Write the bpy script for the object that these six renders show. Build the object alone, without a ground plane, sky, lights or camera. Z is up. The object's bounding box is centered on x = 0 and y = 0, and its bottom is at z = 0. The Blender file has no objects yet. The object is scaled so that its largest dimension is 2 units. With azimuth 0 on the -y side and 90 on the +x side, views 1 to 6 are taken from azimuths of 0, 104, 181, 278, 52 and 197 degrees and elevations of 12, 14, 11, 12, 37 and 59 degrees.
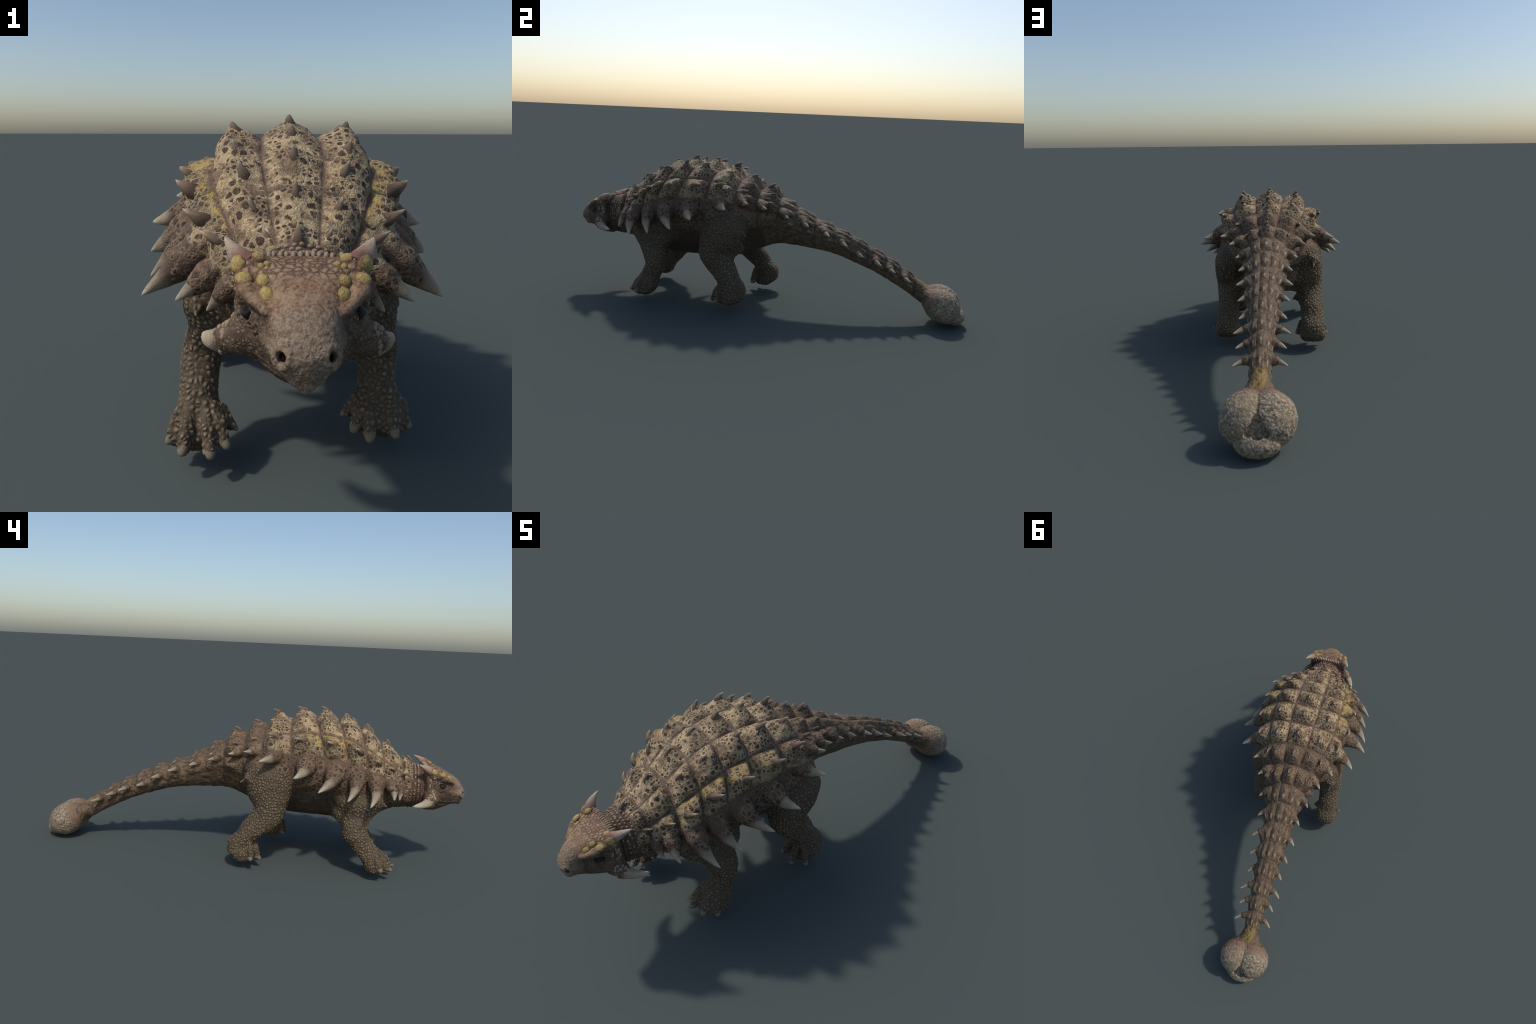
"""An armoured dinosaur with a tail club, built part by part.

The skin is one implicit surface (lofted sections for the trunk and the head,
section stacks for the legs, tapered capsules for spike roots and toes, smooth
unions in between).  It is meshed once, and its faces are then sorted into the
anatomical parts and the bony plates, which share border vertices and normals.
Horn spikes, claws, brow scales, neck beads and eyes are meshes of their own.
"""
import bpy, math, random
import numpy as np
from mathutils import Vector, Matrix

random.seed(7)
RNG = np.random.default_rng(7)
STEP = 0.0046            # cell size of the meshing grid (refined once more afterwards)
F32 = np.float32

# ------------------------------------------------------------------ curves
def curve(pts):
    ys = np.array([p[0] for p in pts], float)
    vs = np.array([p[1] for p in pts], float)
    # smooth (monotone-ish cubic) interpolation sampled densely, then linear lookup
    m = np.gradient(vs, ys)
    for i in range(len(vs) - 1):
        d = (vs[i + 1] - vs[i]) / (ys[i + 1] - ys[i])
        if abs(d) < 1e-9:
            m[i] = m[i + 1] = 0
        else:
            for j in (i, i + 1):
                if m[j] / d < 0: m[j] = 0
                elif m[j] / d > 3: m[j] = 3 * d
    xs = np.linspace(ys[0], ys[-1], 600)
    k = np.clip(np.searchsorted(ys, xs, side='right') - 1, 0, len(ys) - 2)
    hh = ys[k + 1] - ys[k]; t = (xs - ys[k]) / hh
    out = ((2*t**3 - 3*t**2 + 1)*vs[k] + (t**3 - 2*t**2 + t)*hh*m[k]
           + (-2*t**3 + 3*t**2)*vs[k + 1] + (t**3 - t**2)*hh*m[k + 1])
    return lambda y: np.interp(y, xs, out).astype(F32)

# trunk: neck to tail, along y
TOP = curve([(-.84,.474),(-.80,.482),(-.78,.484),(-.735,.500),(-.70,.518),(-.65,.550),(-.60,.585),(-.52,.634),
             (-.46,.655),(-.42,.664),(-.33,.672),(-.22,.658),(-.115,.627),(0,.574),(.094,.539),
             (.178,.500),(.271,.449),(.366,.414),(.45,.381),(.53,.342),(.615,.299),(.685,.259),
             (.755,.213),(.82,.170),(.86,.140),(.90,.11)])
BOT = curve([(-.84,.300),(-.76,.292),(-.67,.279),(-.60,.252),(-.50,.222),(-.40,.217),(-.30,.217),
             (-.17,.226),(-.08,.244),(.01,.286),(.10,.313),(.23,.306),(.35,.291),(.45,.262),
             (.545,.228),(.63,.187),(.72,.139),(.81,.082),(.86,.060),(.90,.045)])
WID = curve([(-.84,.084),(-.78,.090),(-.735,.102),(-.70,.118),(-.65,.150),(-.60,.180),(-.52,.212),
             (-.46,.224),(-.33,.224),(-.22,.222),(-.10,.188),(0,.124),(.06,.106),(.157,.086),
             (.25,.074),(.35,.065),(.436,.056),(.514,.049),(.60,.043),(.67,.038),(.74,.033),
             (.80,.031),(.90,.031)])
MID = curve([(-.84,.388),(-.78,.390),(-.70,.405),(-.60,.430),(-.46,.465),(-.33,.475),(-.22,.485),
             (-.10,.490),(0,.475),(.06,.462),(.157,.428),(.25,.392),(.35,.358),(.436,.327),
             (.514,.290),(.60,.248),(.67,.212),(.74,.172),(.80,.135),(.90,.08)])
PTOP = curve([(-.84,2.2),(-.76,2.2),(-.60,2.3),(-.46,2.4),(-.2,2.4),(-.05,2.2),(.1,2.1),(.3,2.2),(.9,2.2)])
PBOT = curve([(-.84,2.1),(-.74,2.1),(-.62,2.2),(-.52,1.95),(-.4,1.62),(-.2,1.60),(-.08,1.45),(.1,1.5),(.25,1.8),(.5,2.1),(.9,2.2)])
AXZ = curve([(-.84,.330),(-.72,.328),(-.65,.330),(-.60,.338),(-.52,.354),(-.46,.372),(-.36,.382),(-.2,.385),(-.1,.39),(0,.40),(.06,.41),
             (.157,.405),(.25,.375),(.35,.345),(.436,.317),(.514,.28),(.60,.238),(.67,.202),
             (.74,.162),(.80,.125),(.90,.07)])
SWEEP = curve([(-.84,0),(-.75,0),(-.62,-.03),(-.52,-.05),(-.42,-.06),(-.32,-.052),(-.21,-.015),(-.1,0),(.9,0)])

# rings of plates: where each ring ends (on the midline), and plate columns as angles from the top
ROWS = np.array([-.757,-.715,-.614,-.520,-.421,-.320,-.212,-.098,-.004,.092,
                 .178,.271,.366,.450,.530,.615,.685,.757])
COLS = np.radians([13., 36., 57., 92.])
NROW = len(ROWS) - 1
# swelling of the plates per ring (x middle, inner, outer, edge)
HTS = [(.018,.020,.022,.010),(.024,.028,.030,.012),(.027,.032,.034,.014),(.030,.036,.036,.014),
       (.033,.040,.038,.014),(.038,.040,.036,.014),(.040,.038,.036,.016),(.040,.042,.040,.022),
       (.036,.028,.034,.024),(.020,.013,.015,.016),(.017,.012,.014,.014),(.015,.011,.012,.013),
       (.014,.010,.010,.012),(.013,.009,.009,.011),(.012,.008,.008,.010),(.011,.008,.008,.010),
       (.010,.007,.007,.009)]
HTS = np.array(HTS, F32) * F32(.95)

def plate_coords(x, y, z):
    """ring number, column number, u (0 centre..1 border across), v (0 front..1 rear)"""
    ax = np.abs(x)
    th = np.arctan2(ax, z - AXZ(y))
    ys = y - SWEEP(y) * np.clip(th / COLS[2], 0, 1.2) ** 1.5
    r = np.searchsorted(ROWS, ys) - 1
    inside = (r >= 0) & (r < NROW) & (th < COLS[3])
    r = np.clip(r, 0, NROW - 1)
    v = (ys - ROWS[r]) / (ROWS[r + 1] - ROWS[r])
    c = np.searchsorted(COLS, th)
    c = np.clip(c, 0, 3)
    lo = np.where(c == 0, -COLS[0], COLS[np.maximum(c - 1, 0)]); hi = COLS[c]
    u = np.abs((th - (lo + hi) / 2) / ((hi - lo) / 2))
    return r, c, u.astype(F32), v.astype(F32), inside, th

def plate_height(x, y, z):
    r, c, u, v, inside, th = plate_coords(x, y, z)
    u = np.clip(u, 0, 1); v = np.clip(v, 0, 1)
    across = 0.50 * (1 - u ** 4) + 0.50 * (1 - u ** 1.2)
    rise = np.clip(v / 0.74, 0, 1)
    fall = np.clip((1 - v) / 0.26, 0, 1)
    swell = across * np.minimum(.52 * (1 - (1 - rise) ** 2.2) + .48 * rise, fall * (2 - fall) ** .6)
    dv = np.where(v < .74, (v - .74) / .62, (v - .74) / .24)
    peak = np.clip(1 - np.sqrt(u * u * 1.15 + dv * dv), 0, 1) ** 1.25
    h = HTS[r, c] * (.82 * swell + .36 * peak) * np.where(r > 8, F32(.72), F32(1.))
    return np.where(inside, h, 0).astype(F32)

def section(x, z, w, zt, zb, zc, pt, pb):
    dz = z - zc
    hz = np.where(dz > 0, zt - zc, zc - zb)
    p = np.where(dz > 0, pt, pb)
    rho = (np.maximum(np.abs(x) / w, 1e-4) ** p + np.maximum(np.abs(dz) / hz, 1e-4) ** p) ** (1 / p)
    rr = np.sqrt(x * x + dz * dz)
    f = rr * (1 - 1 / np.maximum(rho, .05))
    return np.where(rho < .05, -np.minimum(w, hz), f).astype(F32)

def smin(a, b, k):
    h = np.clip(.5 + .5 * (b - a) / k, 0, 1)
    return b * (1 - h) + a * h - k * h * (1 - h)

def smax(a, b, k):
    return -smin(-a, -b, k)

def trunk(x, y, z, plates=True):
    f = section(x, z, WID(y), TOP(y), BOT(y), MID(y), PTOP(y), PBOT(y))
    f = f * np.where(y > .05, .87, .95).astype(F32)
    # skin folds ringing the neck
    f = f + F32(.0028) * np.cos(2*np.pi*(y + .75) / .0150).astype(F32) * np.clip((y + .83) / .01, 0, 1) * np.clip((-.745 - y) / .012, 0, 1)
    if plates:
        f = f - plate_height(x, y, z)
    f = smax(f, -.83 - y, .01)
    return smax(f, y - .88, .01)

# head sections along y
H_TOP = curve([(-1.003,.383),(-.99,.402),(-.97,.431),(-.95,.446),(-.92,.463),(-.89,.475),(-.85,.485),(-.82,.488),(-.79,.476),(-.74,.46)])
H_BOT = curve([(-1.003,.366),(-.993,.340),(-.982,.319),(-.965,.319),(-.95,.317),(-.92,.303),(-.87,.285),(-.82,.285),(-.74,.295)])
H_WID = curve([(-1.003,.016),(-.99,.041),(-.97,.051),(-.95,.058),(-.92,.071),(-.89,.0865),(-.865,.099),(-.85,.105),(-.82,.105),(-.79,.090),(-.74,.07)])
H_MID = curve([(-1.003,.377),(-.97,.378),(-.93,.385),(-.89,.40),(-.85,.408),(-.74,.40)])
H_PT = curve([(-1.003,2.),(-.97,2.3),(-.95,2.5),(-.92,3.0),(-.85,4.0),(-.80,3.6),(-.74,3.)])
H_PB = curve([(-1.003,1.7),(-.985,1.25),(-.95,1.35),(-.90,1.6),(-.85,1.9),(-.74,2.)])

# ------------------------------------------------------------------ primitives
PRIMS = []      # (ymin, ymax, function(x,y,z)->distance, blend, mode)
def bounds(pts, r):
    p = np.array(pts); return p.min(0) - r, p.max(0) + r

def add_cone(a, b, ra, rb, k=.012, tag='skin'):
    a = np.array(a, F32); b = np.array(b, F32); d = b - a; L2 = float(d @ d)
    def f(x, y, z):
        t = np.clip(((x - a[0])*d[0] + (y - a[1])*d[1] + (z - a[2])*d[2]) / L2, 0, 1)
        q = np.sqrt((x - a[0] - t*d[0])**2 + (y - a[1] - t*d[1])**2 + (z - a[2] - t*d[2])**2)
        return q - (ra + (rb - ra) * t)
    lo, hi = bounds([a, b], max(ra, rb) + k + .01)
    PRIMS.append((lo, hi, f, k, 'add'))

def add_ball(c, r, k=.01, mode='add', rot=None):
    c = np.array(c, F32); r = np.array(r if np.ndim(r) else (r, r, r), F32)
    M = None if rot is None else np.array(rot, F32)
    def f(x, y, z):
        X, Y, Z = x - c[0], y - c[1], z - c[2]
        if M is not None:
            X, Y, Z = (M[i][0]*X + M[i][1]*Y + M[i][2]*Z for i in range(3))
        q = np.sqrt((X/r[0])**2 + (Y/r[1])**2 + (Z/r[2])**2)
        return (q - 1) * (np.sqrt(X*X + Y*Y + Z*Z) / np.maximum(q, .02) + 1e-4).clip(r.min()*.5, r.max())
    lo, hi = bounds([c], r.max() + k + .01)
    PRIMS.append((lo, hi, f, k, mode))

def add_ring(c, n, R, rr, k, mode='add', squash=1.0):
    """torus round a centre, squashed vertically"""
    c = np.array(c, F32); n = np.array(n, float); n /= np.linalg.norm(n)
    up = np.array((0, 0, 1.)); s = np.cross(up, n); s /= np.linalg.norm(s); t = np.cross(n, s)
    def f(x, y, z):
        X, Y, Z = x - c[0], y - c[1], z - c[2]
        a = X*s[0] + Y*s[1] + Z*s[2]; b = (X*t[0] + Y*t[1] + Z*t[2]) / squash
        h = X*n[0] + Y*n[1] + Z*n[2]
        q = np.sqrt(a*a + b*b) - R
        return np.sqrt(q*q + h*h) - rr
    lo, hi = bounds([c], R + rr + k + .01)
    PRIMS.append((lo, hi, f, k, mode))

def bezier(a, m, b, t):
    a, m, b = map(np.asarray, (a, m, b))
    return (1-t)**2 * a + 2*t*(1-t) * m + t*t * b

SPIKES = []   # horn pieces: root, bend, tip, root radius, material, owner part

def trunk_normal(p):
    p = np.array(p, F32); e = .004
    q = np.array([p + np.eye(3, dtype=F32)[i]*s*e for i in range(3) for s in (1, -1)], F32)
    v = trunk(q[:, 0], q[:, 1], q[:, 2], False)
    g = np.array([v[0]-v[1], v[2]-v[3], v[4]-v[5]]); return g / np.linalg.norm(g)

def mirrored(p, s):
    return (p[0]*s, p[1], p[2])

# --- upright spikes on the back: tips, per column ---
MID_TIPS = [(-.736,.527),(-.638,.596),(-.544,.659),(-.445,.700),(-.339,.724),(-.230,.717),(-.117,.699),(-.032,.645),(.059,.606)]
INNER_TIPS = [(.062,-.720,.516),(.089,-.656,.565),(.111,-.571,.629),(.126,-.481,.668),(.135,-.345,.709),
              (.132,-.233,.698),(.113,-.119,.663),(.081,-.043,.615)]
OUTER_TIPS = [(.127,-.710,.470),(.182,-.653,.500),(.222,-.588,.533),(.247,-.497,.583),(.253,-.379,.604),
              (.244,-.240,.608),(.213,-.124,.614),(.143,-.042,.580),(.093,.052,.545)]
def back_spike(tip, length, radius, lean):
    n = trunk_normal(tip)
    d = n * (1 - lean) + np.array((0, 1, 0)) * lean; d /= np.linalg.norm(d)
    root = np.array(tip) - d * length
    bend = root + n * length * .55 + d * length * .05
    add_cone(root - d*.006, bezier(root, bend, tip, .34), radius * 1.30, radius * .70, .013)
    SPIKES.append((root, bend, np.array(tip), radius * 1.12, 'back'))
for i, (y, z) in enumerate(MID_TIPS):
    back_spike((0, y, z), .046, .0165 if 1 < i < 8 else .013, .42)
for s in (1, -1):
    for i, p in enumerate(INNER_TIPS):
        back_spike(mirrored(p, s), .050, .017 if 1 < i < 7 else .013, .36 if i < 5 else .5)
    for i, p in enumerate(OUTER_TIPS):
        back_spike(mirrored(p, s), .062 if i < 7 else .05, (.013,.015,.017,.0185,.019,.0185,.016,.012,.010)[i], .40 if i < 5 else .55)

# --- long flank spikes hanging off the edge plates: tip, root, root swelling ---
EDGE = [((.166,-.704,.356),(.112,-.700,.412),.026),((.228,-.677,.368),(.142,-.655,.430),.034),
        ((.313,-.577,.350),(.176,-.594,.458),.043),((.311,-.482,.367),(.186,-.516,.472),.044),
        ((.331,-.358,.400),(.195,-.430,.486),.050),((.344,-.255,.456),(.200,-.302,.503),.051),
        ((.303,-.102,.508),(.186,-.165,.532),.046),((.214,-.022,.529),(.150,-.068,.530),.030),
        ((.167,.057,.505),(.112,.012,.512),.028),((.131,.157,.465),(.082,.118,.475),.024)]
TAIL_TIPS = [(.111,.251,.428),(.112,.352,.392),(.0995,.436,.3505),(.0895,.514,.3035),(.103,.601,.2755),(.0885,.667,.244),(.094,.740,.2085)]
for s in (1, -1):
    for tip, root, rad in EDGE:
        tip_, root_ = np.array(mirrored(tip, s)), np.array(mirrored(root, s))
        L = np.linalg.norm(tip_ - root_)
        bend = root_ + (tip_ - root_) * .60 + np.array((s*.10, -.14, -.06)) * L
        q = [bezier(root_, bend, tip_, t) for t in (0, .2, .38, .52)]
        add_cone(q[0], q[1], rad*.98, rad*.82, .012)
        add_cone(q[1], q[2], rad*.82, rad*.60, .010)
        add_cone(q[2], q[3], rad*.60, rad*.40, .006)
        r0 = bezier(root_, bend, tip_, .33)
        SPIKES.append((r0, r0*.33 + bend*.67, tip_, rad*.66, 'flank'))
    for i, tip in enumerate(TAIL_TIPS):
        tip_ = np.array(mirrored(tip, s))
        yb = tip[1] - .036
        root_ = np.array((s * float(WID(yb)) * .72, yb, tip[2] + .010))
        L = np.linalg.norm(tip_ - root_)
        bend = root_ + (tip_ - root_)*.55 + np.array((s*.14, -.14, 0)) * L
        rad = .0270 - .0010*i
        add_cone(root_, bezier(root_, bend, tip_, .30), rad, rad*.66, .012)
        add_cone(bezier(root_, bend, tip_, .30), bezier(root_, bend, tip_, .48), rad*.66, rad*.40, .006)
        r0 = bezier(root_, bend, tip_, .24)
        SPIKES.append((r0, r0*.24 + bend*.76, tip_, rad*.68, 'tail'))
    # small spur on the back of each thigh
    tip = np.array((-.206,-.010,.388)) if s < 0 else np.array((.204,-.030,.374))
    root = tip + np.array((0, -.034, .022))
    add_cone(root, root*.5 + tip*.5, .020, .007, .012)
    SPIKES.append((root*.6+tip*.4, root*.35 + tip*.65 + np.array((0, .003, .002)), tip, .008, 'spur'))
    # a smaller spur in front of each shoulder
    tip = np.array((-.192,-.652,.330)) if s < 0 else np.array((.194,-.612,.322))
    root = tip + np.array((0, .040, .016))
    add_cone(root, root*.4 + tip*.6, .024, .007, .014)
    SPIKES.append((root*.55+tip*.45, root*.3 + tip*.7, tip, .008, 'shoulder'))
    # crown horn and cheek horn
    tip = np.array((s*.1255,-.779,.509)); root = np.array((s*.080,-.842,.468)); bend = np.array((s*.108,-.822,.492))
    add_cone(root, bezier(root, bend, tip, .25), .024, .018, .014)
    SPIKES.append((bezier(root, bend, tip, .10), bend, tip, .0235, 'crown'))
    tip = np.array((s*.166,-.763,.333)); root = np.array((s*.092,-.848,.360)); bend = np.array((s*.150,-.832,.336))
    add_cone(root, bezier(root, bend, tip, .25), .034, .025, .018)
    add_cone(bezier(root, bend, tip, .25), bezier(root, bend, tip, .38), .024, .015, .010)
    r0 = bezier(root, bend, tip, .14)
    SPIKES.append((r0, r0*.14 + bend*.86, tip, .0270, 'cheek'))

# --- tail club: two side lobes, an end lobe and a core ---
CLUB_TILT = [(1, 0, 0), (0, .80, -.60), (0, .60, .80)]     # club frame: lengthwise axis slopes down
CLUB_C = np.array((0, .890, .094))
def on_club(phi, rho, x=0.):
    """point in the club's middle plane: phi 0 at the far end, 90 degrees on top"""
    a = math.radians(phi)
    return CLUB_C + np.array((x, 0, 0)) + np.array(CLUB_TILT[1])*.090*rho*math.cos(a) + np.array(CLUB_TILT[2])*.076*rho*math.sin(a)
for s in (1, -1):
    add_ball(CLUB_C + np.array((s*.040, 0, 0)), (.084, .090, .076), .008, rot=CLUB_TILT)
    add_cone((s*.020, .775, .160), (s*.040, .850, .118), .014, .040, .03)
add_ball((0, .950, .043), (.074, .050, .043), .004)
def cut(a, b, ra, rb, k=.004):
    add_cone(a, b, ra, rb); PRIMS[-1] = PRIMS[-1][:3] + (k, 'cut')
# seam between the lobes, the sunken triangle below it, and the slit at its foot
for p0, p1 in ((135, 115), (115, 95), (95, 76)):
    cut(on_club(p0, .92), on_club(p1, .92), .0045, .0045)
for s in (1, -1):
    cut(on_club(76, .93), on_club(34, .93, s*.030), .005, .011)
cut(on_club(66, .95), on_club(36, .95), .010, .020)
cut(on_club(29, .84, -.032), on_club(29, .84, .032), .0060, .0060)

# --- legs: stacks of elliptical sections, listed from hip to sole ---
# z, front y, back y, inner |x|, outer |x|
HIND_R = [(0.5,-0.22,-0.06,0.06,0.205),(0.45,-0.238,-0.038,0.08,0.243),(0.4,-0.24,-0.034,0.1,0.252),
          (0.36,-0.238,-0.042,0.11,0.253),(0.32,-0.232,-0.062,0.118,0.252),(0.285,-0.223,-0.074,0.127,0.251),
          (0.243,-0.211,-0.057,0.138,0.252),(0.208,-0.19,-0.028,0.143,0.254),(0.164,-0.134,-0.004,0.147,0.257),
          (0.125,-0.088,0.033,0.149,0.257),(0.097,-0.082,0.04,0.146,0.258),(0.07,-0.09,0.035,0.143,0.263),
          (0.045,-0.084,0.011,0.145,0.262)]
HIND_L = [(0.5,-0.225,-0.065,0.06,0.205),(0.45,-0.248,-0.042,0.08,0.238),(0.4,-0.256,-0.036,0.1,0.256),
          (0.36,-0.262,-0.044,0.11,0.258),(0.32,-0.264,-0.068,0.118,0.257),(0.285,-0.264,-0.108,0.127,0.254),
          (0.243,-0.253,-0.092,0.135,0.25),(0.208,-0.228,-0.075,0.141,0.246),(0.164,-0.184,-0.057,0.145,0.249),
          (0.125,-0.16,-0.029,0.147,0.252),(0.097,-0.158,-0.024,0.144,0.254),(0.07,-0.164,-0.028,0.14,0.259),
          (0.045,-0.157,-0.053,0.142,0.258)]
FORE_R = [(0.44,-0.63,-0.465,0.06,0.168),(0.38,-0.64,-0.445,0.08,0.203),(0.331,-0.63,-0.435,0.1,0.232),
          (0.276,-0.596,-0.466,0.12,0.224),(0.23,-0.579,-0.466,0.143,0.236),(0.19,-0.593,-0.469,0.15,0.241),
          (0.16,-0.614,-0.491,0.155,0.239),(0.125,-0.638,-0.522,0.155,0.24),(0.095,-0.658,-0.551,0.142,0.248),
          (0.07,-0.668,-0.567,0.142,0.252),(0.045,-0.662,-0.578,0.145,0.253)]
FORE_L = [(0.44,-0.6,-0.425,0.06,0.168),(0.38,-0.612,-0.415,0.08,0.203),(0.331,-0.605,-0.405,0.1,0.232),
          (0.276,-0.582,-0.437,0.12,0.232),(0.23,-0.557,-0.436,0.143,0.24),(0.19,-0.545,-0.443,0.15,0.243),
          (0.16,-0.561,-0.454,0.154,0.238),(0.125,-0.578,-0.471,0.152,0.24),(0.095,-0.599,-0.481,0.138,0.25),
          (0.07,-0.609,-0.487,0.137,0.255),(0.045,-0.6,-0.503,0.14,0.255)]
LEGS = {}
def make_leg(name, side, rows):
    a = np.array(sorted(rows), float)
    cs = [curve(list(zip(a[:, 0], a[:, i]))) for i in (1, 2, 3, 4)]
    zlo, zhi = a[0, 0] - .010, a[-1, 0]
    def f(x, y, z):
        fy, by, ix, ox = (c(z) for c in cs)
        X = (x*side - (ix + ox)/2); Y = y - (fy + by)/2
        rx, ry = (ox - ix)/2, (by - fy)/2
        p = 2.35
        rho = ((np.abs(X)/rx + 1e-4)**p + (np.abs(Y)/ry + 1e-4)**p)**(1/p)
        rr = np.sqrt(X*X + Y*Y)
        d = (rr * (1 - 1/np.maximum(rho, .05))).clip(-.06, None) * .84 + .0008
        d = smax(d, zlo - z, .022)
        return smax(d, z - zhi, .03)
    lo = (min(side*.04, side*.28) - .02, a[:, 1].min() - .04, .0)
    hi = (max(side*.04, side*.28) + .02, a[:, 2].max() + .04, .55)
    PRIMS.append((np.array(lo), np.array(hi), f, .022, 'add'))
    LEGS[name] = (f, np.array(lo), np.array(hi))
make_leg('hind_right', -1, HIND_R); make_leg('hind_left', 1, HIND_L)
make_leg('fore_right', -1, FORE_R); make_leg('fore_left', 1, FORE_L)

# chest between the forelegs and groin between the hind legs
for s in (1, -1):
    add_cone((s*.03, -.605, .318), (s*.135, -.580, .312), .046, .046, .03)
    add_cone((s*.05, -.115, .300), (s*.150, -.125, .295), .046, .046, .03)
add_cone((-.08, -.445, .272), (-.160, -.465, .275), .040, .040, .03)
add_cone((-.05, -.07, .335), (-.160, -.090, .340), .050, .050, .03)

# --- toes with rows of knuckle scutes, and the claws at their ends ---
CLAWS = []
def make_toes(tips, ankle, spread, owner):
    """tips: claw tips; ankle: where the toe ridges gather"""
    for tip in tips:
        tip = np.array(tip); ank = np.array(ankle)
        top = tip + (ank - tip) * np.array((spread, .82, 0)); top[2] = .128
        d = tip - top; dh = np.array((d[0], d[1], 0)); dh /= np.linalg.norm(dh)
        base = tip - dh * .017 + np.array((0, 0, .009))
        knee = top * .5 + base * .5 + dh * .003
        add_cone(top, knee, .008, .0135, .012); add_cone(knee, base, .0135, .0135, .010)
        for t in np.linspace(.30, .97, 7):
            c = bezier(top, knee, base, t) + dh * .009 + np.array((0, 0, .005))
            side = np.array((-dh[1], dh[0], 0))
            rot = np.array([side, dh*.6 + np.array((0, 0, .8)), np.cross(side, dh*.6 + np.array((0, 0, .8)))])
            add_ball(c, (.0098, .0050, .0078), .002, rot=rot)
        CLAWS.append((base, tip, .0130, owner))
make_toes([(-.257,-.651,.052),(-.222,-.694,.050),(-.162,-.705,.050),(-.130,-.680,.058)], (-.195,-.610,.150), .50, 'fore_right')
make_toes([(.262,-.577,.052),(.222,-.620,.050),(.162,-.636,.050),(.131,-.610,.058)], (.195,-.545,.150), .50, 'fore_left')
make_toes([(-.273,-.082,.052),(-.208,-.117,.042),(-.124,-.088,.050)], (-.203,-.070,.130), .50, 'hind_right')
make_toes([(.275,-.154,.054),(.223,-.194,.046),(.150,-.180,.050)], (.206,-.140,.130), .50, 'hind_left')
# the inner dew toe of the forefeet
for s, y, own in ((-1, -.612, 'fore_right'), (1, -.545, 'fore_left')):
    add_cone((s*.150, y, .105), (s*.124, y - .012, .082), .020, .011, .014)
    CLAWS.append((np.array((s*.130, y - .010, .084)), np.array((s*.112, y - .016, .072)), .009, own))

# --- face: brow, eye socket with lids, nostrils, beak, mouth ---
EYE = (.0835, -.891, .414)
MOUTH = [(-1.0,.331),(-.965,.3275),(-.93,.326),(-.90,.328),(-.878,.335),(-.866,.350),(-.860,.372)]
FOLD = [(-.868,.322),(-.856,.338),(-.850,.358),(-.852,.380)]
def seg_dist(Y, Z, pts):
    d = np.full(Y.shape, 9., F32)
    for a, b in zip(pts, pts[1:]):
        ay, az = b[0] - a[0], b[1] - a[1]
        t = np.clip(((Y - a[0])*ay + (Z - a[1])*az) / (ay*ay + az*az), 0, 1)
        d = np.minimum(d, np.hypot(Y - a[0] - t*ay, Z - a[1] - t*az))
    return d
def bell(d, w): return np.exp(-(d / w) ** 2)
def face_relief(X, Y, Z):
    """lids, socket, mouth line and cheek folds, as swelling of the side of the face"""
    ez = Z - EYE[2] - .25 * (Y - EYE[1])
    d = np.hypot((Y - EYE[1]) / 1.15, ez / .80)
    r = -.0100 * np.clip(1 - (d / .0150) ** 2, 0, 1)
    r = r + .0066 * bell(d - .0170, .0032) - .0015 * bell(d - .0205, .002)
    low = np.clip(.5 - ez / .02, 0, 1)
    r = r + low * (.0048 * bell(d - .0245, .0027) - .0020 * bell(d - .0285, .002) + .0042 * bell(d - .0325, .0027) - .0020 * bell(d - .0365, .002))
    r = r + (1 - low) * .0035 * bell(d - .025, .004)
    md = seg_dist(Y, Z, MOUTH)
    r = r - .0050 * bell(md, .0036) + .0020 * bell(md - .009, .004)
    fd = seg_dist(Y, Z, FOLD)
    r = r + .0035 * bell(fd, .0045) - .0022 * bell(fd - .0085, .003)
    r = r - .0040 * bell(seg_dist(Y, Z, [(-.975,.392),(-.935,.405),(-.912,.425)]), .012)      # hollow beside the snout
    return np.where(np.abs(X) > .012, r, 0) * np.clip((np.abs(X) - .012) / .02, 0, 1)
for s in (1, -1):
    add_cone((s*.095, -.846, .462), (s*.086, -.897, .447), .013, .0135, .010)      # brow ridge
    add_cone((s*.086, -.897, .447), (s*.058, -.938, .428), .0135, .007, .010)
    add_ring((s*.0350, -.985, .377), (s*.62, -.75, .12), .0130, .0048, .005, squash=1.15)
    add_cone((s*.0385, -.993, .379), (s*.026, -.970, .372), .0085, .006); PRIMS[-1] = PRIMS[-1][:3] + (.004, 'cut')

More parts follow.
